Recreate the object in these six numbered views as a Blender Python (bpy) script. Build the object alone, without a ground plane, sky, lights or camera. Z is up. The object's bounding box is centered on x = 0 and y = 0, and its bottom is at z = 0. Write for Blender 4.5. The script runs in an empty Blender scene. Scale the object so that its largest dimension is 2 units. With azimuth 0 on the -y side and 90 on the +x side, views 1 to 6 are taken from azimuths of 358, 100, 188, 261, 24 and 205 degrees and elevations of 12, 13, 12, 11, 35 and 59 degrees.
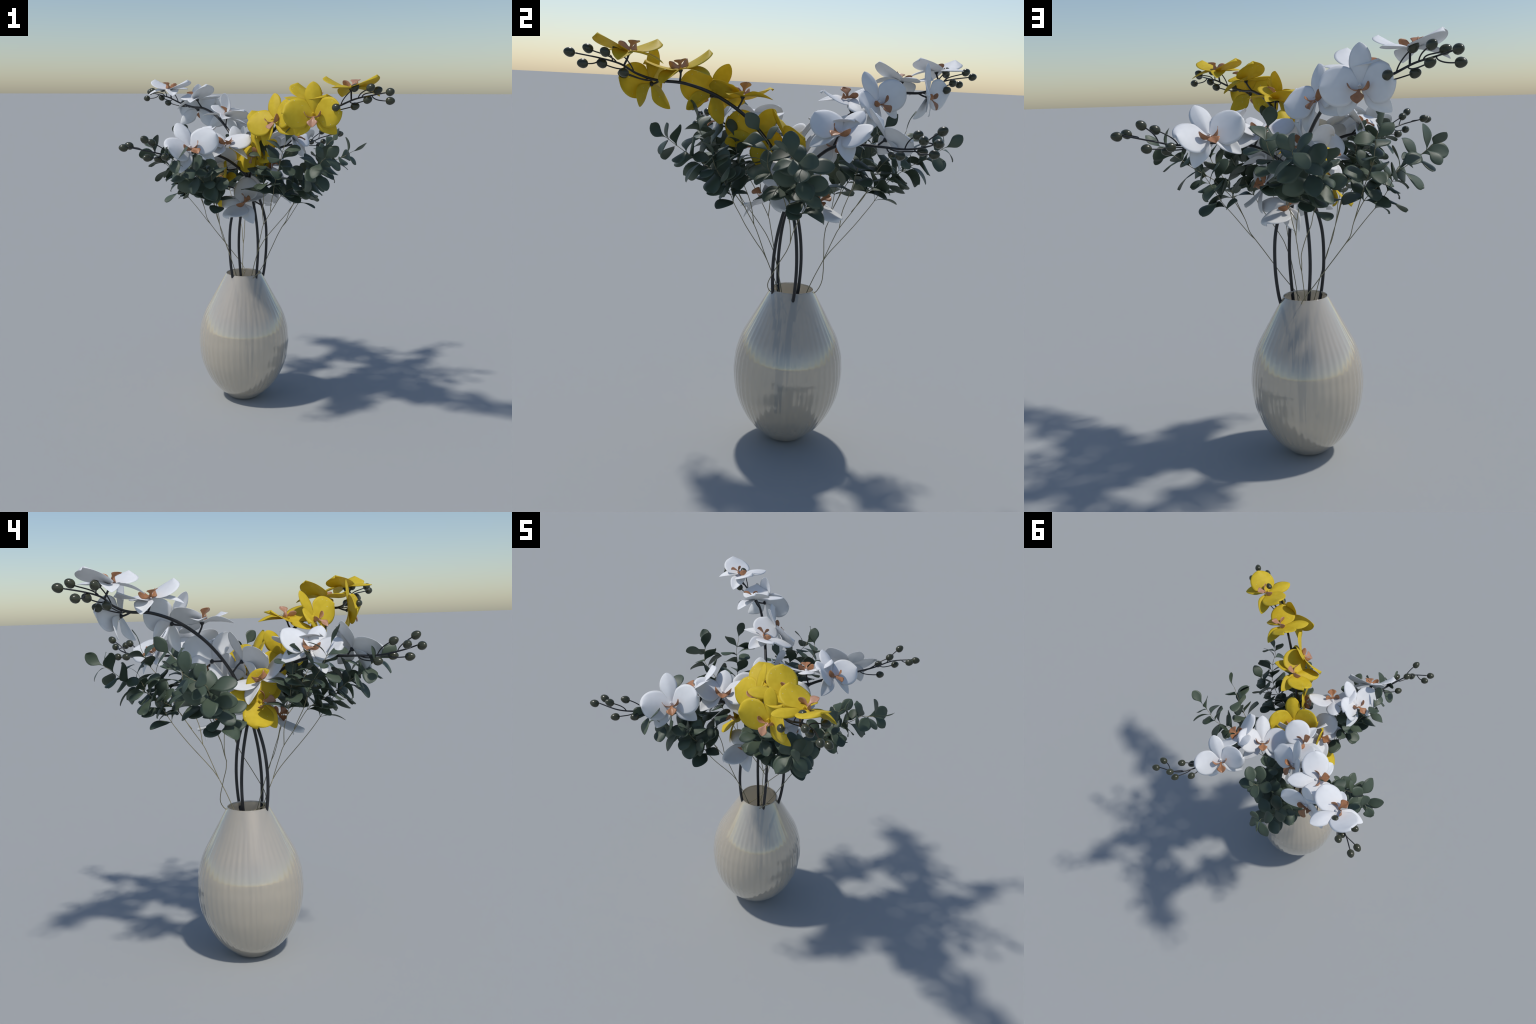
import bpy, bmesh, math, random
from mathutils import Vector, Matrix, Quaternion
import numpy as np

random.seed(7)
COL = bpy.context.scene.collection
HALF_TURN = Vector((-0.0158, -0.0005, 0.0))     # axis that maps one half of the orchids onto the other
VASE_C = Vector((-0.043, 0.0280, 0.0))          # axis of the vase
SPRIG_C = Vector((-0.046, 0.0268, 0.0))         # axis about which the five branches are turned

# ------------------------------------------------------------------ materials
def new_mat(name):
    m = bpy.data.materials.new(name); m.use_nodes = True
    nt = m.node_tree
    return m, nt, nt.nodes["Principled BSDF"], nt.nodes["Material Output"]

def add(nt, kind, **kw):
    n = nt.nodes.new(kind)
    for k, v in kw.items():
        if k in n.inputs.keys() if hasattr(n.inputs, "keys") else False:
            n.inputs[k].default_value = v
        else:
            setattr(n, k, v)
    return n

def noise(nt, scale, detail=3.0, coord="Object", stretch=None):
    tc = nt.nodes.new("ShaderNodeTexCoord")
    n = nt.nodes.new("ShaderNodeTexNoise")
    n.inputs["Scale"].default_value = scale; n.inputs["Detail"].default_value = detail
    if stretch:
        mp = nt.nodes.new("ShaderNodeMapping"); mp.inputs["Scale"].default_value = stretch
        nt.links.new(tc.outputs[coord], mp.inputs["Vector"]); nt.links.new(mp.outputs[0], n.inputs["Vector"])
    else:
        nt.links.new(tc.outputs[coord], n.inputs["Vector"])
    return n

def ramp(nt, src, c0, c1, p0=0.3, p1=0.7):
    r = nt.nodes.new("ShaderNodeValToRGB")
    r.color_ramp.elements[0].color = (*c0, 1); r.color_ramp.elements[1].color = (*c1, 1)
    r.color_ramp.elements[0].position = p0; r.color_ramp.elements[1].position = p1
    nt.links.new(src, r.inputs[0]); return r

def bump(nt, bsdf, src, strength, dist=0.002):
    b = nt.nodes.new("ShaderNodeBump")
    b.inputs["Strength"].default_value = strength; b.inputs["Distance"].default_value = dist
    nt.links.new(src, b.inputs["Height"]); nt.links.new(b.outputs[0], bsdf.inputs["Normal"])

def translucent_mix(nt, bsdf, out, col_socket, amount):
    t = nt.nodes.new("ShaderNodeBsdfTranslucent"); mx = nt.nodes.new("ShaderNodeMixShader")
    mx.inputs[0].default_value = amount
    nt.links.new(col_socket, t.inputs["Color"])
    nt.links.new(bsdf.outputs[0], mx.inputs[1]); nt.links.new(t.outputs[0], mx.inputs[2])
    nt.links.new(mx.outputs[0], out.inputs["Surface"])

def petal_mat(name, c0, c1, flecks=None):
    m, nt, b, out = new_mat(name)
    n = noise(nt, 22, 3, stretch=(1, 1, 1))
    r = ramp(nt, n.outputs["Fac"], c0, c1, 0.35, 0.65)
    col = r.outputs[0]
    if flecks:
        tc = nt.nodes.new("ShaderNodeTexCoord")
        v = nt.nodes.new("ShaderNodeTexVoronoi"); v.inputs["Scale"].default_value = 55
        nt.links.new(tc.outputs["Object"], v.inputs["Vector"])
        lt = nt.nodes.new("ShaderNodeMath"); lt.operation = "LESS_THAN"; lt.inputs[1].default_value = 0.11
        nt.links.new(v.outputs["Distance"], lt.inputs[0])
        sp = nt.nodes.new("ShaderNodeSeparateColor"); nt.links.new(v.outputs["Color"], sp.inputs[0])
        g = nt.nodes.new("ShaderNodeMath"); g.operation = "GREATER_THAN"; g.inputs[1].default_value = 0.66
        nt.links.new(sp.outputs[0], g.inputs[0])
        mu = nt.nodes.new("ShaderNodeMath"); mu.operation = "MULTIPLY"
        nt.links.new(lt.outputs[0], mu.inputs[0]); nt.links.new(g.outputs[0], mu.inputs[1])
        mx = nt.nodes.new("ShaderNodeMix"); mx.data_type = "RGBA"
        nt.links.new(mu.outputs[0], mx.inputs[0]); nt.links.new(col, mx.inputs[6]); mx.inputs[7].default_value = (*flecks, 1)
        col = mx.outputs[2]
    nt.links.new(col, b.inputs["Base Color"])
    b.inputs["Roughness"].default_value = 0.55
    b.inputs["Specular IOR Level"].default_value = 0.25
    veins = noise(nt, 60, 2)
    bump(nt, b, veins.outputs["Fac"], 0.08, 0.001)
    translucent_mix(nt, b, out, col, 0.30 if flecks else 0.16)
    return m

def plain_mat(name, c0, c1, rough, spec=0.5, scale=30, bmp=0.0, coat=0.0):
    m, nt, b, out = new_mat(name)
    n = noise(nt, scale, 4)
    r = ramp(nt, n.outputs["Fac"], c0, c1)
    nt.links.new(r.outputs[0], b.inputs["Base Color"])
    b.inputs["Roughness"].default_value = rough
    b.inputs["Specular IOR Level"].default_value = spec
    b.inputs["Coat Weight"].default_value = coat
    b.inputs["Coat Roughness"].default_value = 0.12
    if bmp: bump(nt, b, n.outputs["Fac"], bmp, 0.001)
    return m

WHITE = petal_mat("white_petal", (0.84, 0.85, 0.86), (0.88, 0.89, 0.90))
YELLOW = petal_mat("yellow_petal", (0.75, 0.56, 0.032), (0.82, 0.63, 0.046), flecks=(0.75, 0.72, 0.5))
LIP = plain_mat("copper_lip", (0.36, 0.155, 0.066), (0.44, 0.20, 0.09), 0.42, 0.5, 60, 0.25)
LIP_PINK = plain_mat("rosy_lip", (0.42, 0.21, 0.125), (0.50, 0.26, 0.165), 0.42, 0.5, 60, 0.25)
STEM = plain_mat("dark_stem", (0.012, 0.013, 0.016), (0.020, 0.021, 0.024), 0.38, 0.5, 40)
BUD = plain_mat("olive_bud", (0.036, 0.040, 0.022), (0.052, 0.056, 0.032), 0.26, 0.5, 26, 0.0)
TWIG = plain_mat("straw_twig", (0.21, 0.19, 0.11), (0.29, 0.26, 0.16), 0.55, 0.3, 20)

def leaf_mat():
    m, nt, b, out = new_mat("eucalyptus_leaf")
    oi = nt.nodes.new("ShaderNodeObjectInfo")
    n = noise(nt, 3.0, 3)
    ad = nt.nodes.new("ShaderNodeMath"); ad.operation = "ADD"
    ml = nt.nodes.new("ShaderNodeMath"); ml.operation = "MULTIPLY"; ml.inputs[1].default_value = 0.5
    nt.links.new(oi.outputs["Random"], ml.inputs[0])
    m2 = nt.nodes.new("ShaderNodeMath"); m2.operation = "MULTIPLY"; m2.inputs[1].default_value = 0.6
    nt.links.new(n.outputs["Fac"], m2.inputs[0])
    nt.links.new(ml.outputs[0], ad.inputs[0]); nt.links.new(m2.outputs[0], ad.inputs[1])
    r = ramp(nt, ad.outputs[0], (0.052, 0.078, 0.054), (0.088, 0.122, 0.080), 0.2, 0.9)
    nt.links.new(r.outputs[0], b.inputs["Base Color"])
    b.inputs["Roughness"].default_value = 0.5
    b.inputs["Specular IOR Level"].default_value = 0.5
    translucent_mix(nt, b, out, r.outputs[0], 0.08)
    return m
LEAF = leaf_mat()

def glass_mat():
    m, nt, b, out = new_mat("smoky_glass")
    n = noise(nt, 2.2, 2)
    r = ramp(nt, n.outputs["Fac"], (0.84, 0.755, 0.61), (0.87, 0.79, 0.65))
    nt.links.new(r.outputs[0], b.inputs["Base Color"])
    b.inputs["Roughness"].default_value = 0.03
    b.inputs["IOR"].default_value = 1.5
    b.inputs["Transmission Weight"].default_value = 0.60
    b.inputs["Coat Weight"].default_value = 1.0; b.inputs["Coat Roughness"].default_value = 0.02; b.inputs["Coat IOR"].default_value = 2.0
    return m
GLASS = glass_mat()

# ------------------------------------------------------------------ mesh helpers
def mesh_obj(name, verts, faces, mat, parent=None, smooth=True):
    me = bpy.data.meshes.new(name)
    me.from_pydata([tuple(v) for v in verts], [], faces); me.update()
    if mat: me.materials.append(mat)
    if smooth:
        for p in me.polygons: p.use_smooth = True
    o = bpy.data.objects.new(name, me); COL.objects.link(o)
    if parent: o.parent = parent
    return o

def instance(name, me, parent, M):
    o = bpy.data.objects.new(name, me); COL.objects.link(o)
    o.parent = parent; o.matrix_basis = M
    return o

def spline(C, m=8):
    """Catmull-Rom curve through control points."""
    C = [Vector(c) for c in C]
    P = [2 * C[0] - C[1]] + C + [2 * C[-1] - C[-2]]
    out = []
    for i in range(1, len(P) - 2):
        a, b, c, d = P[i - 1:i + 3]
        for k in range(m):
            t = k / m
            out.append(0.5 * (2 * b + (c - a) * t + (2 * a - 5 * b + 4 * c - d) * t * t + (3 * b - a - 3 * c + d) * t ** 3))
    out.append(C[-1]); return out

def bezier(a, b, c, d, m=10):
    return [a * (1 - t) ** 3 + b * 3 * t * (1 - t) ** 2 + c * 3 * t * t * (1 - t) + d * t ** 3 for t in [k / m for k in range(m + 1)]]

def tube(pts, rad, seg=10, cap=True):
    """verts, faces of a round tube; rad is a number or a function of 0..1."""
    n = len(pts); V = []; F = []
    t0 = (pts[1] - pts[0]).normalized()
    up = t0.orthogonal().normalized()
    for i, p in enumerate(pts):
        t = (pts[min(i + 1, n - 1)] - pts[max(i - 1, 0)])
        t = t.normalized() if t.length > 1e-9 else t0
        up = (up - t * up.dot(t)); up = up.normalized() if up.length > 1e-6 else t.orthogonal().normalized()
        w = t.cross(up)
        r = rad(i / (n - 1)) if callable(rad) else rad
        for k in range(seg):
            a = 2 * math.pi * k / seg
            V.append(p + (up * math.cos(a) + w * math.sin(a)) * r)
    for i in range(n - 1):
        for k in range(seg):
            k2 = (k + 1) % seg
            F.append((i * seg + k, i * seg + k2, (i + 1) * seg + k2, (i + 1) * seg + k))
    if cap:
        F.append(tuple(range(seg - 1, -1, -1))); F.append(tuple((n - 1) * seg + k for k in range(seg)))
    return V, F

def merge(parts):
    V = []; F = []
    for v, f in parts:
        o = len(V); V += list(v); F += [tuple(i + o for i in q) for q in f]
    return V, F

def ellipsoid(c, axis, r_len, r_wid, nu=14, nv=12, pinch=0.0):
    axis = axis.normalized(); a = axis.orthogonal().normalized(); b = axis.cross(a)
    V = []; F = []
    for i in range(nu + 1):
        t = math.pi * i / nu; h = -math.cos(t)
        w = math.sin(t) * (1 - pinch * h)
        for k in range(nv):
            s = 2 * math.pi * k / nv
            V.append(c + axis * h * r_len + (a * math.cos(s) + b * math.sin(s)) * w * r_wid)
    for i in range(nu):
        for k in range(nv):
            k2 = (k + 1) % nv
            F.append((i * nv + k, i * nv + k2, (i + 1) * nv + k2, (i + 1) * nv + k))
    return V, F

def blade(base, ctrl, tip, side, width, half, cup=0.0, ripple=None, nu=16, nv=9, thick=0.0011, twist=0.0):
    """A solid leaf-like plate: a quadratic spine, a half-width profile, cross bending and real thickness."""
    base, ctrl, tip, side = Vector(base), Vector(ctrl), Vector(tip), Vector(side).normalized()
    top = []; nor = []
    for i in range(nu + 1):
        u = 0.5 - 0.5 * math.cos(math.pi * i / nu)
        p = base * (1 - u) ** 2 + ctrl * 2 * u * (1 - u) + tip * u * u
        t = ((ctrl - base) * (1 - u) + (tip - ctrl) * u).normalized()
        s = (side - t * side.dot(t)).normalized()
        if twist: s = Quaternion(t, twist * u) @ s
        n = s.cross(t).normalized()
        w = half * width(u)
        row = []
        for j in range(nv):
            v = -1 + 2 * j / (nv - 1)
            q = p + s * (w * v) + n * (cup * w * v * v)
            if ripple: q = q + n * ripple(u, v)
            row.append(q)
        top.append(row)
    G = np.array([[list(q) for q in r] for r in top])
    du = np.gradient(G, axis=0); dv = np.gradient(G, axis=1)
    N = np.cross(dv, du); L = np.linalg.norm(N, axis=2, keepdims=True)
    # where the outline closes to a point the cross product vanishes: borrow the middle normal
    mid = N[len(N) // 2, nv // 2]; mid = mid / np.linalg.norm(mid)
    N = np.where(L > 1e-10, N / np.maximum(L, 1e-10), mid)
    N[0] = N[1]; N[-1] = N[-2]
    A = G + N * thick / 2; B = G - N * thick / 2
    V = [Vector(x) for x in A.reshape(-1, 3)] + [Vector(x) for x in B.reshape(-1, 3)]
    o = (nu + 1) * nv; F = []
    for i in range(nu):
        for j in range(nv - 1):
            a = i * nv + j
            F.append((a, a + nv, a + nv + 1, a + 1)); F.append((o + a, o + a + 1, o + a + nv + 1, o + a + nv))
    ring = [j for j in range(nv)] + [i * nv + nv - 1 for i in range(1, nu + 1)] + [nu * nv + j for j in range(nv - 2, -1, -1)] + [i * nv for i in range(nu - 1, 0, -1)]
    for k in range(len(ring)):
        a, b = ring[k], ring[(k + 1) % len(ring)]
        F.append((a, b, o + b, o + a))
    return V, F

def smoothstep(a, b, x):
    t = min(max((x - a) / (b - a), 0), 1); return t * t * (3 - 2 * t)

# ------------------------------------------------------------------ the orchid flower (local: x right, y to the dorsal sepal, z out of the face)
def w_sepal(u):      # elliptic blade with a narrow foot and a blunt point
    return (0.16 + 0.84 * smoothstep(0.0, 0.5, u)) * max(1 - max(u - 0.55, 0) ** 2 / 0.45 ** 2, 0) ** 0.62
def w_lateral(u):
    return (0.20 + 0.80 * smoothstep(0.0, 0.48, u)) * max(1 - (max(u - 0.5, 0) / 0.5) ** 1.7, 0) ** 0.72
def w_petal(u):      # broad, almost round, on a short claw
    c = max(1 - ((u - 0.53) / 0.53) ** 2, 0) ** 0.5 if u < 0.53 else max(1 - ((u - 0.53) / 0.47) ** 2, 0) ** 0.5
    return max(c * (0.45 + 0.55 * smoothstep(0.0, 0.3, u)), 0.10 * (1 - smoothstep(0.2, 0.5, u)))
def w_side_lobe(u):
    return (0.5 + 0.5 * smoothstep(0.1, 0.6, u)) * max(1 - max(u - 0.6, 0) ** 2 / 0.4 ** 2, 0) ** 0.5
def w_mid_lobe(u):
    return 0.22 + 0.78 * math.exp(-((u - 0.66) / 0.20) ** 2) if u < 0.66 else max(1 - ((u - 0.66) / 0.34) ** 1.6, 0) ** 0.75

FOOT = (0.0, -0.006, -0.007)
def build(name, data, mat):
    me = bpy.data.meshes.new(name); V, F = data
    me.from_pydata([tuple(v) for v in V], [], F); me.update(); me.materials.append(mat)
    for p in me.polygons: p.use_smooth = True
    return me

def flower_meshes(tag, skin, lipmat):
    R = {}
    R["dorsal_sepal"] = build("dorsal_sepal_" + tag, blade(FOOT, (0, 0.085, 0.006), (0, 0.160, -0.016), (1, 0, 0), w_sepal, 0.047, -0.22,
                              lambda u, v: 0.0035 * math.exp(-(v / 0.35) ** 2) * math.sin(math.pi * u)), skin)
    for s, nm in ((1, "right"), (-1, "left")):
        R[nm + "_sepal"] = build(nm + "_sepal_" + tag, blade(FOOT, (s * 0.060, -0.050, 0.006), (s * 0.110, -0.112, -0.037), (1, s * 0.95, -0.1), w_lateral, 0.043, -0.15,
                              lambda u, v: 0.003 * math.exp(-(v / 0.35) ** 2) * math.sin(math.pi * u)), skin)
        R[nm + "_petal"] = build(nm + "_petal_" + tag, blade(FOOT, (s * 0.078, 0.002, 0.010), (s * 0.146, 0.006, 0.058), (0.10 * -s, s * -1, 0.0) if s > 0 else (-0.10, 1, 0.0), w_petal, 0.079, -0.10 * 0 + 0.0,
                              lambda u, v, s=s: -0.012 * max(v * s * (1 if s > 0 else -1), 0) ** 2 * u - 0.010 * v * v * u, nu=20, nv=13), skin)
    lobes = []
    for s in (1, -1):
        lobes.append(blade((s * 0.003, -0.019, 0.006), (s * 0.034, -0.026, 0.014), (s * 0.043, 0.011, 0.029), (0, 0.25, 1), w_side_lobe, 0.0155, 0.0, nu=10, nv=5, thick=0.0016))
    lobes.append(blade((0, -0.016, 0.004), (0, -0.030, 0.036), (0, -0.070, 0.043), (1, 0, 0), w_mid_lobe, 0.029, -0.16,
                       lambda u, v: 0.003 * math.cos(4 * v) * u, nu=14, nv=7, thick=0.0016))
    R["lip"] = build("lip_" + tag, merge(lobes), lipmat)
    col = [ellipsoid(Vector((0, 0.000, 0.001)), Vector((0, 0.2, 1)), 0.0085, 0.0065, 8, 10),
           ellipsoid(Vector((0.005, -0.003, 0.006)), Vector((1, 0, 1)), 0.0035, 0.0028, 6, 8),
           ellipsoid(Vector((-0.005, -0.003, 0.006)), Vector((-1, 0, 1)), 0.0035, 0.0028, 6, 8),
           ellipsoid(Vector((0, -0.006, -0.006)), Vector((0, 0, 1)), 0.006, 0.010, 6, 10)]
    R["column"] = build("column_" + tag, merge(col), skin)
    return R

FLOWER = {"white": flower_meshes("white", WHITE, LIP), "yellow": flower_meshes("yellow", YELLOW, LIP_PINK)}

# place, facing direction and dorsal direction of every flower on the two kinds of spray
ARCH_FLOWERS = [
    ((0.484, -0.661, 1.941), (0.05, 0.09, 0.99), (-0.62, -0.78, 0.11), 0.829),
    ((0.300, -0.628, 1.810), (-0.34, -0.94, 0.0), (-0.05, 0.02, 1.0), 0.720),
    ((0.298, -0.489, 1.880), (0.22, -0.12, 0.97), (-0.87, -0.46, 0.15), 0.651),
    ((0.113, -0.387, 1.771), (-0.68, -0.67, 0.3), (-0.04, 0.44, 0.9), 0.579),
    ((0.102, -0.242, 1.770), (-0.26, -0.09, 0.96), (-0.79, -0.56, -0.27), 0.528),
    ((0.019, -0.188, 1.577), (-0.93, -0.37, 0.0), (-0.21, 0.51, 0.83), 0.481),
    ((0.029, -0.031, 1.575), (-0.35, 0.85, 0.39), (0.22, -0.33, 0.92), 0.435),
    ((-0.173, -0.028, 1.376), (-0.92, -0.14, 0.37), (-0.05, 0.97, 0.23), 0.335),
]
SIDE_FLOWERS = [
    ((-0.342, -0.456, 1.629), (0.3, -0.79, 0.53), (-0.43, 0.38, 0.82), 0.748),
    ((-0.311, -0.259, 1.638), (-0.68, 0.14, 0.72), (0.6, -0.47, 0.65), 0.651),
    ((-0.159, -0.230, 1.634), (0.25, -0.36, 0.9), (-0.36, 0.83, 0.43), 0.587),
    ((-0.147, -0.040, 1.484), (-0.29, 0.5, 0.82), (0.94, 0.01, 0.33), 0.520),
    ((0.0274, 0.135, 1.279), (0.27, 0.63, 0.72), (0.88, -0.46, 0.07), 0.330),
]
ARCH_STEM = [(-0.012, 0.004, 0.130), (-0.030, 0.022, 0.40), (-0.053, 0.047, 0.70), (-0.066, 0.060, 0.840), (-0.073, 0.060, 0.988), (-0.064, 0.040, 1.147), (-0.033, -0.008, 1.327),
             (0.018, -0.088, 1.507), (0.086, -0.205, 1.657), (0.169, -0.342, 1.760), (0.256, -0.472, 1.811), (0.337, -0.579, 1.820),
             (0.420, -0.643, 1.844), (0.501, -0.689, 1.881), (0.575, -0.751, 1.900), (0.631, -0.830, 1.914)]
SIDE_STEM = [(-0.020, -0.004, 0.130), (0.010, 0.014, 0.40), (0.062, 0.043, 0.70), (0.088, 0.061, 0.840), (0.099, 0.064, 0.990), (0.091, 0.047, 1.145), (0.048, 0.004, 1.291),
             (-0.021, -0.061, 1.416), (-0.109, -0.140, 1.509), (-0.208, -0.227, 1.567), (-0.306, -0.327, 1.587), (-0.389, -0.438, 1.590),
             (-0.463, -0.547, 1.592), (-0.543, -0.632, 1.616), (-0.652, -0.660, 1.641)]
# buds: centre, place along the stem, lift of the stalk before it bends to the bud
ARCH_BUDS = [((0.645, -0.854, 1.917), 1.0, 0), ((0.661, -0.789, 1.874), 0.936, -1), ((0.613, -0.712, 1.925), 0.893, 1), ((0.557, -0.812, 1.938), 0.879, 1),
             ((0.556, -0.750, 1.879), 0.845, -1), ((0.498, -0.706, 1.938), 0.813, 1), ((0.507, -0.672, 1.846), 0.759, -1), ((0.404, -0.716, 1.841), 0.745, -1)]
SIDE_BUDS = [((-0.672, -0.668, 1.637), 1.0, 0), ((-0.650, -0.609, 1.644), 0.954, 0.4), ((-0.563, -0.682, 1.680), 0.906, 1), ((-0.555, -0.658, 1.585), 0.880, -1),
             ((-0.536, -0.587, 1.658), 0.852, 1), ((-0.467, -0.611, 1.587), 0.810, -1), ((-0.510, -0.523, 1.567), 0.800, -1)]

BUD_MESH = build("bud_body", ellipsoid(Vector((0, 0, 0)), Vector((0, 0, 1)), 1.0, 1.0, 16, 16, 0.13), BUD)

def frame(front, up):
    z = Vector(front).normalized(); x = Vector(up).cross(z).normalized(); y = z.cross(x)
    return Matrix((x, y, z)).transposed()

def orchid_spray(name, stem_pts, flowers, buds, kind, label):
    path = spline(stem_pts, 10); n = len(path)
    V, F = tube(path, lambda t: 0.0084 * (1 - smoothstep(0.55, 1.0, t) * 0.62), 12)
    root = mesh_obj(name, V, F, STEM)
    root["label"] = label; root["category"] = "flower"
    at = lambda f: path[min(int(round(f * (n - 1))), n - 1)]
    old = lambda f: f  # fractions are measured on the same curve
    for pos, front, up, f in flowers:
        Rm = frame(front, up); M = Matrix.Translation(pos) @ Rm.to_4x4()
        meshes = FLOWER[kind]
        fl = instance("flower", meshes["column"], root, M)
        for key, me in meshes.items():
            if key != "column": instance(key, me, fl, Matrix.Identity(4))
        # stalk with a trumpet-shaped end behind the flower
        B = Vector(pos) + Rm @ Vector((0, -0.007, -0.010)); nrm = Rm @ Vector((0, 0, 1))
        J = nearest(path, B, f, n)
        d = (B - J).length
        pts = bezier(J, J + (B - J) * 0.3 , B - nrm * min(0.4 * d, 0.03), B, 12)
        V, F = tube(pts, lambda t: 0.0046 + 0.0078 * smoothstep(0.78, 1.0, t) ** 1.5, 10)
        mesh_obj("flower_stalk", V, F, STEM, root)
    for c, f, lift in buds:
        c = Vector(c)
        J = at(f); tan = (at(min(f + 0.02, 1)) - at(max(f - 0.04, 0))).normalized()
        if f >= 1.0:
            ax = tan; ax = (c - path[-6]).normalized()
            pts = [path[-2], path[-1], c - ax * 0.014]
        else:
            mid = J + tan * 0.012 + Vector((0, 0, 0.03 * lift))
            ax = (c - J) * 1.0 + tan * (c - J).length * 0.9 + Vector((0, 0, 0.02 * (0.6 if lift < 0 else 0.3)))
            ax = ax.normalized()
            end = c - ax * 0.017
            pts = bezier(J, J + (c - J) * 0.1 + Vector((0, 0, 0.022 * lift)), end - ax * 0.028, end, 12)
        V, F = tube(pts, 0.0029, 8); mesh_obj("bud_stalk", V, F, STEM, root)
        q = ax.to_track_quat("Z", "Y")
        instance("bud", BUD_MESH, root, Matrix.Translation(c) @ q.to_matrix().to_4x4() @ Matrix.Diagonal((0.0198, 0.0198, 0.0238, 1)))
    return root

def nearest(path, B, f, n):
    """Point of the stem, a little below the flower, from which its stalk leaves."""
    k = min(range(n), key=lambda i: (path[i] - B).length)
    return path[max(k - 1, 0)]

flip = lambda p: (2 * HALF_TURN.x - p[0], 2 * HALF_TURN.y - p[1], p[2])
fdir = lambda d: (-d[0], -d[1], d[2])
def flipped(flowers): return [(flip(a), fdir(b), fdir(c), f) for a, b, c, f in flowers]
def flipbuds(b): return [(flip(a), f, l) for a, f, l in b]

orchid_spray("yellow_orchid_spray", ARCH_STEM, ARCH_FLOWERS, ARCH_BUDS, "yellow", "tall arching orchid spray with yellow flowers and olive buds")
orchid_spray("white_orchid_spray", [flip(p) for p in ARCH_STEM], flipped(ARCH_FLOWERS), flipbuds(ARCH_BUDS), "white", "tall arching orchid spray with white flowers and olive buds")
orchid_spray("white_orchid_spray", SIDE_STEM, SIDE_FLOWERS, SIDE_BUDS, "white", "low spreading orchid spray with white flowers and olive buds")
orchid_spray("white_orchid_spray", [flip(p) for p in SIDE_STEM], flipped(SIDE_FLOWERS), flipbuds(SIDE_BUDS), "white", "low spreading orchid spray with white flowers and olive buds")

# ------------------------------------------------------------------ eucalyptus branches
def w_leaf(u):
    return (0.05 + 0.95 * smoothstep(0.02, 0.58, u)) * max(1 - (max(u - 0.60, 0) / 0.40) ** 2.1, 0) ** 0.6
LEAF_MESHES = []
for i in range(6):
    rng = random.Random(40 + i)
    bend = rng.uniform(-0.30, 0.12); kink = rng.uniform(-0.10, 0.10)
    LEAF_MESHES.append(build("leaf_blade", blade((0, 0, 0), (kink, 0.5, 0.16 + 0.08 * rng.random()), (0, 0.97, bend), (1, 0, 0), w_leaf, 0.315, -0.18 + 0.3 * rng.random(),
                       lambda u, v, k=rng.uniform(-0.05, 0.05): k * v * math.sin(4 * u), nu=14, nv=7, thick=0.008, twist=rng.uniform(-0.5, 0.5)), LEAF))

# twigs of the two kinds of branch, in the place of the first branch of the ring
BRANCH_A = {
    "trunk": [(0.075, 0.135, 0.20), (0.030, 0.075, 0.40), (-0.030, 0.005, 0.62), (-0.082, -0.033, 0.78), (-0.101, -0.052, 0.85), (-0.115, -0.067, 0.90), (-0.136, -0.091, 0.970)],
    "twigs": [
        ([(-0.136, -0.091, 0.970), (-0.150, -0.100, 1.01), (-0.175, -0.125, 1.10), (-0.191, -0.142, 1.15), (-0.215, -0.198, 1.24), (-0.230, -0.252, 1.325), (-0.252, -0.290, 1.360),
          (-0.253, -0.345, 1.388), (-0.270, -0.402, 1.425), (-0.305, -0.455, 1.471), (-0.345, -0.485, 1.497), (-0.372, -0.507, 1.521), (-0.413, -0.523, 1.550), (-0.431, -0.549, 1.573)], 1.29),
        ([(-0.136, -0.091, 0.970), (-0.149, -0.116, 1.015), (-0.170, -0.151, 1.067), (-0.188, -0.225, 1.155), (-0.193, -0.281, 1.221), (-0.203, -0.317, 1.272), (-0.205, -0.354, 1.325),
          (-0.215, -0.388, 1.377), (-0.225, -0.428, 1.424), (-0.230, -0.455, 1.46), (-0.228, -0.480, 1.50)], 1.25),
        ([(-0.191, -0.142, 1.150), (-0.210, -0.140, 1.232), (-0.225, -0.150, 1.288), (-0.250, -0.157, 1.345), (-0.265, -0.162, 1.401), (-0.281, -0.166, 1.456), (-0.292, -0.171, 1.51), (-0.303, -0.173, 1.560)], 1.30),
        ([(-0.215, -0.190, 1.235), (-0.267, -0.208, 1.300), (-0.285, -0.223, 1.341), (-0.303, -0.232, 1.383), (-0.312, -0.243, 1.424), (-0.331, -0.254, 1.465), (-0.353, -0.272, 1.501),
          (-0.385, -0.287, 1.537), (-0.407, -0.300, 1.574), (-0.418, -0.312, 1.612), (-0.421, -0.327, 1.649)], 1.31),
    ]}
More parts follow.
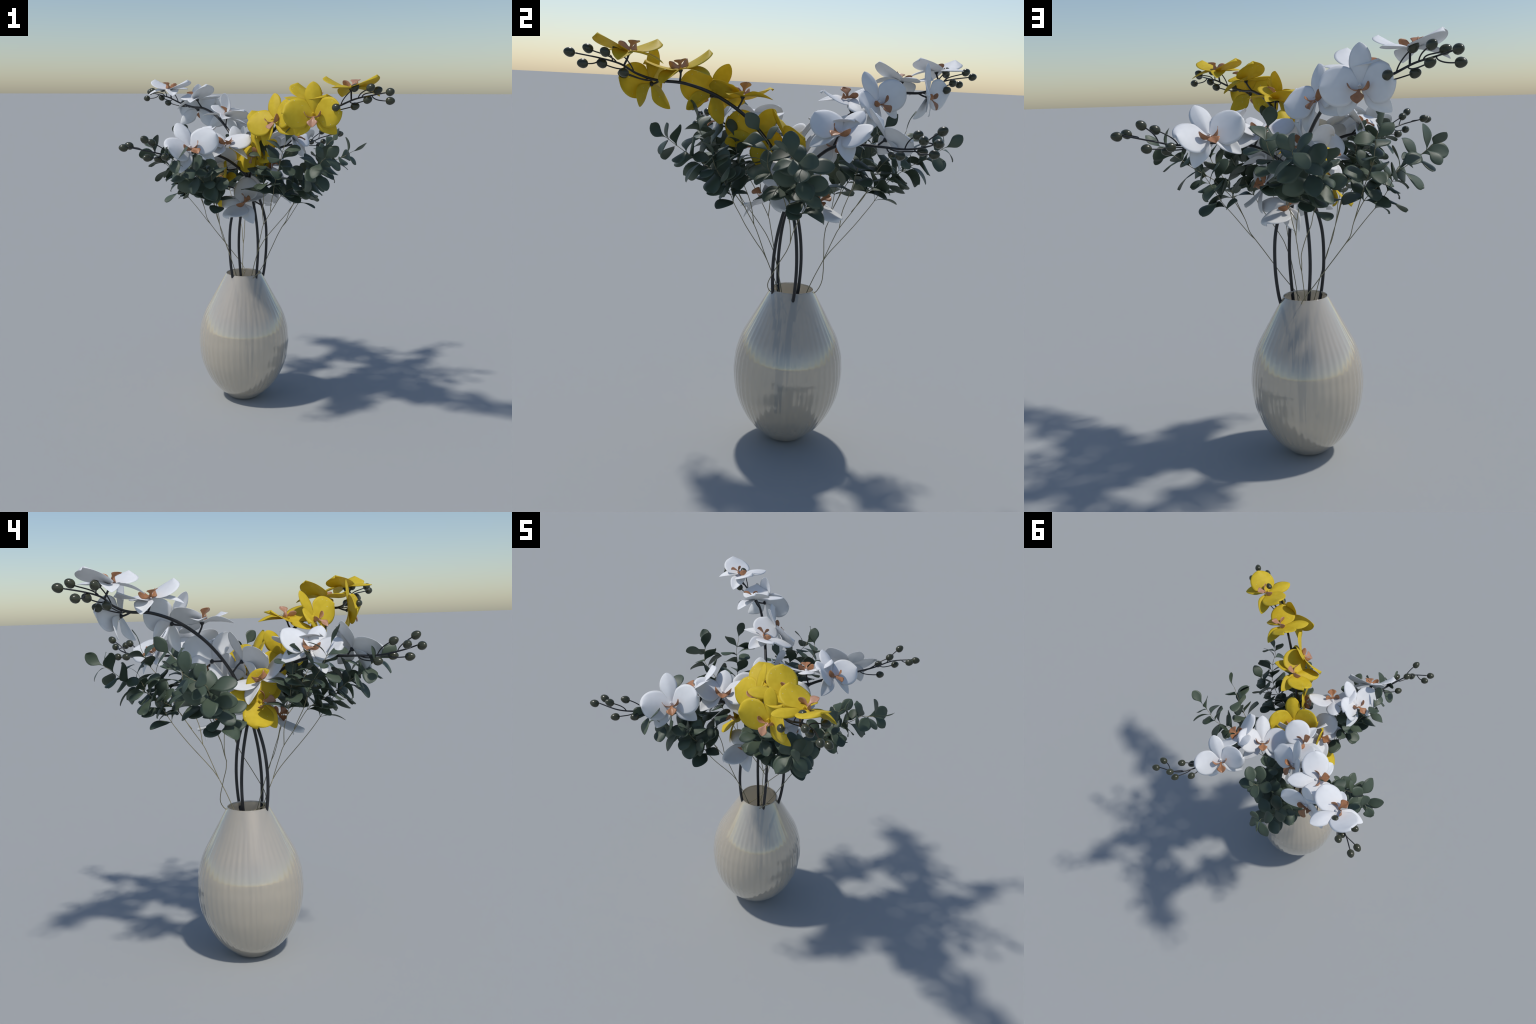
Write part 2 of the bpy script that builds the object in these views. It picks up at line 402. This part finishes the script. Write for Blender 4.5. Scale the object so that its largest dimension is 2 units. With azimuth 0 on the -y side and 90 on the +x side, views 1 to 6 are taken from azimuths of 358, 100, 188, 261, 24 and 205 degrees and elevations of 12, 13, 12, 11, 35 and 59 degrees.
BRANCH_B = {
    "trunk": [(-0.011, -0.146, 0.62), (-0.034, -0.087, 0.70), (-0.090, 0.030, 0.775), (-0.151, 0.074, 0.80), (-0.189, 0.059, 0.848), (-0.204, 0.022, 0.90), (-0.210, -0.015, 0.95), (-0.216, -0.053, 1.0),
              (-0.221, -0.092, 1.05), (-0.233, -0.127, 1.10)],
    "twigs": [
        ([(-0.233, -0.127, 1.10), (-0.252, -0.145, 1.14), (-0.270, -0.155, 1.20), (-0.303, -0.173, 1.267), (-0.322, -0.198, 1.318), (-0.345, -0.235, 1.361), (-0.352, -0.275, 1.400), (-0.388, -0.320, 1.435),
          (-0.414, -0.360, 1.467), (-0.440, -0.390, 1.497), (-0.508, -0.401, 1.529), (-0.563, -0.416, 1.562)], 1.27),
        ([(-0.233, -0.127, 1.10), (-0.248, -0.147, 1.126), (-0.262, -0.170, 1.160), (-0.283, -0.219, 1.227), (-0.302, -0.271, 1.293), (-0.312, -0.303, 1.345), (-0.336, -0.322, 1.397), (-0.352, -0.338, 1.43)], 1.22),
        ([(-0.270, -0.155, 1.20), (-0.315, -0.168, 1.29), (-0.355, -0.175, 1.355), (-0.400, -0.179, 1.412), (-0.458, -0.186, 1.477), (-0.466, -0.193, 1.53), (-0.468, -0.197, 1.576), (-0.500, -0.195, 1.61), (-0.522, -0.193, 1.632)], 1.30),
    ]}

def turn(p, deg):
    a = math.radians(deg); d = Vector(p) - SPRIG_C
    return Vector((SPRIG_C.x + d.x * math.cos(a) - d.y * math.sin(a), SPRIG_C.y + d.x * math.sin(a) + d.y * math.cos(a), d.z))

def branch(spec, deg, seed):
    rng = random.Random(seed)
    parts = [tube([turn(p, deg) for p in spline(spec["trunk"], 3)], 0.0022, 6)]
    leaves = []
    lrng = random.Random(11 if spec is BRANCH_A else 12)      # the same plan of leaves on every branch of a kind
    for pts, z0 in spec["twigs"]:
        path = spline(pts, 6)
        parts.append(tube([turn(p, deg) for p in path], lambda t: 0.0022 - 0.0009 * t, 6))
        # nodes every few centimetres, each with a pair of leaves, turned a quarter from node to node
        s = 0.0; next_s = None; phase = lrng.uniform(0, math.pi)
        total = sum((path[i + 1] - path[i]).length for i in range(len(path) - 1))
        for i in range(len(path) - 1):
            seg = (path[i + 1] - path[i]); L = seg.length
            if path[i].z > z0 + 0.03 and next_s is None: next_s = s + 0.004
            while next_s is not None and s <= next_s < s + L and next_s < total - 0.012:
                p = path[i] + seg * ((next_s - s) / L); t = seg.normalized()
                e1 = t.cross(Vector((0, 0, 1))).normalized(); e2 = e1.cross(t)
                rest = (total - next_s)
                size = 0.132 - 0.028 * (1 - smoothstep(0.0, 0.22, rest))
                for sgn in (0, 1):
                    a = phase + sgn * math.pi + lrng.uniform(-0.35, 0.35)
                    out = e1 * math.cos(a) + e2 * math.sin(a)
                    d = (out * 1.0 + t * lrng.uniform(0.25, 0.75)).normalized()
                    leaves.append((p, d, t, size * lrng.uniform(0.84, 1.10), lrng.uniform(-0.5, 0.5), lrng.randrange(6)))
                phase += math.pi / 2 + lrng.uniform(-0.2, 0.2)
                next_s += lrng.uniform(0.040, 0.060)
            s += L
        t = (path[-1] - path[-3]).normalized()
        leaves.append((path[-1], t, t.orthogonal(), 0.102, lrng.uniform(-1, 1), lrng.randrange(6)))
    V, F = merge(parts)
    root = mesh_obj("eucalyptus_branch", V, F, TWIG)
    root["label"] = "thin eucalyptus branch with paired dark grey-green leaves"; root["category"] = "foliage"
    for p, d, t, size, roll, k in leaves:
        p2 = turn(p, deg); d2 = turn(d + SPRIG_C, deg) - SPRIG_C; t2 = turn(t + SPRIG_C, deg) - SPRIG_C
        nrm = (t2 - d2 * t2.dot(d2))
        nrm = nrm.normalized() if nrm.length > 1e-4 else d2.orthogonal().normalized()
        nrm = Quaternion(d2, roll) @ nrm
        x = d2.cross(nrm)
        M = Matrix((x, d2, nrm)).transposed().to_4x4()
        instance("leaf", LEAF_MESHES[k], root, Matrix.Translation(p2) @ M @ Matrix.Diagonal((size, size, size, 1)))
    return root

branch(BRANCH_A, 0, 1); branch(BRANCH_A, 72, 2); branch(BRANCH_A, 216, 3)
branch(BRANCH_B, 144, 4); branch(BRANCH_B, 288, 5)

# ------------------------------------------------------------------ the vase: egg-shaped glass with faint flutes
PROFILE = [(0.0, 0.000), (0.060, 0.0), (0.090, 0.004), (0.124, 0.030), (0.1685, 0.070), (0.207, 0.120), (0.2396, 0.180), (0.2662, 0.250), (0.2785, 0.320), (0.2824, 0.380), (0.2790, 0.430),
           (0.2725, 0.480), (0.2475, 0.560), (0.2060, 0.640), (0.1600, 0.725), (0.1240, 0.790), (0.1120, 0.812)]
def vase():
    outer = spline([(r, z, 0) for r, z in PROFILE], 6)
    outer = [(max(p.x, 0), p.y) for p in outer]
    wall = 0.006
    inner = []
    for i, (r, z) in enumerate(outer):
        a = outer[max(i - 1, 0)]; b = outer[min(i + 1, len(outer) - 1)]
        t = Vector((b[0] - a[0], b[1] - a[1])).normalized()
        inner.append((max(r - t.y * wall, 0.0), z + t.x * wall))
    rim = [(outer[-1][0] - 0.0008, outer[-1][1] + 0.0026), (outer[-1][0] - 0.003, outer[-1][1] + 0.0036), (inner[-1][0] + 0.0008, outer[-1][1] + 0.0026)]
    prof = outer[1:] + rim + inner[::-1][:-1]
    seg = 288; V = []; F = []
    n_out = len(outer) - 1
    for i, (r, z) in enumerate(prof):
        amp = 0.0008 * smoothstep(0.02, 0.15, z) * (1 - smoothstep(0.55, 0.80, z)) if i < n_out else 0.0
        for k in range(seg):
            a = 2 * math.pi * k / seg
            rr = r + amp * math.cos(48 * a)
            V.append((VASE_C.x + rr * math.cos(a), VASE_C.y + rr * math.sin(a), z))
    m = len(prof)
    for i in range(m - 1):
        for k in range(seg):
            k2 = (k + 1) % seg
            F.append((i * seg + k, i * seg + k2, (i + 1) * seg + k2, (i + 1) * seg + k))
    V.append((VASE_C.x, VASE_C.y, 0.0)); c0 = len(V) - 1
    V.append((VASE_C.x, VASE_C.y, wall)); c1 = len(V) - 1
    for k in range(seg):
        k2 = (k + 1) % seg
        F.append((c0, k2, k)); F.append((c1, (m - 1) * seg + k, (m - 1) * seg + k2))
    o = mesh_obj("glass_vase", V, F, GLASS)
    o["label"] = "egg-shaped smoky beige glass vase with faint flutes"; o["category"] = "vase"
    return o
vase()
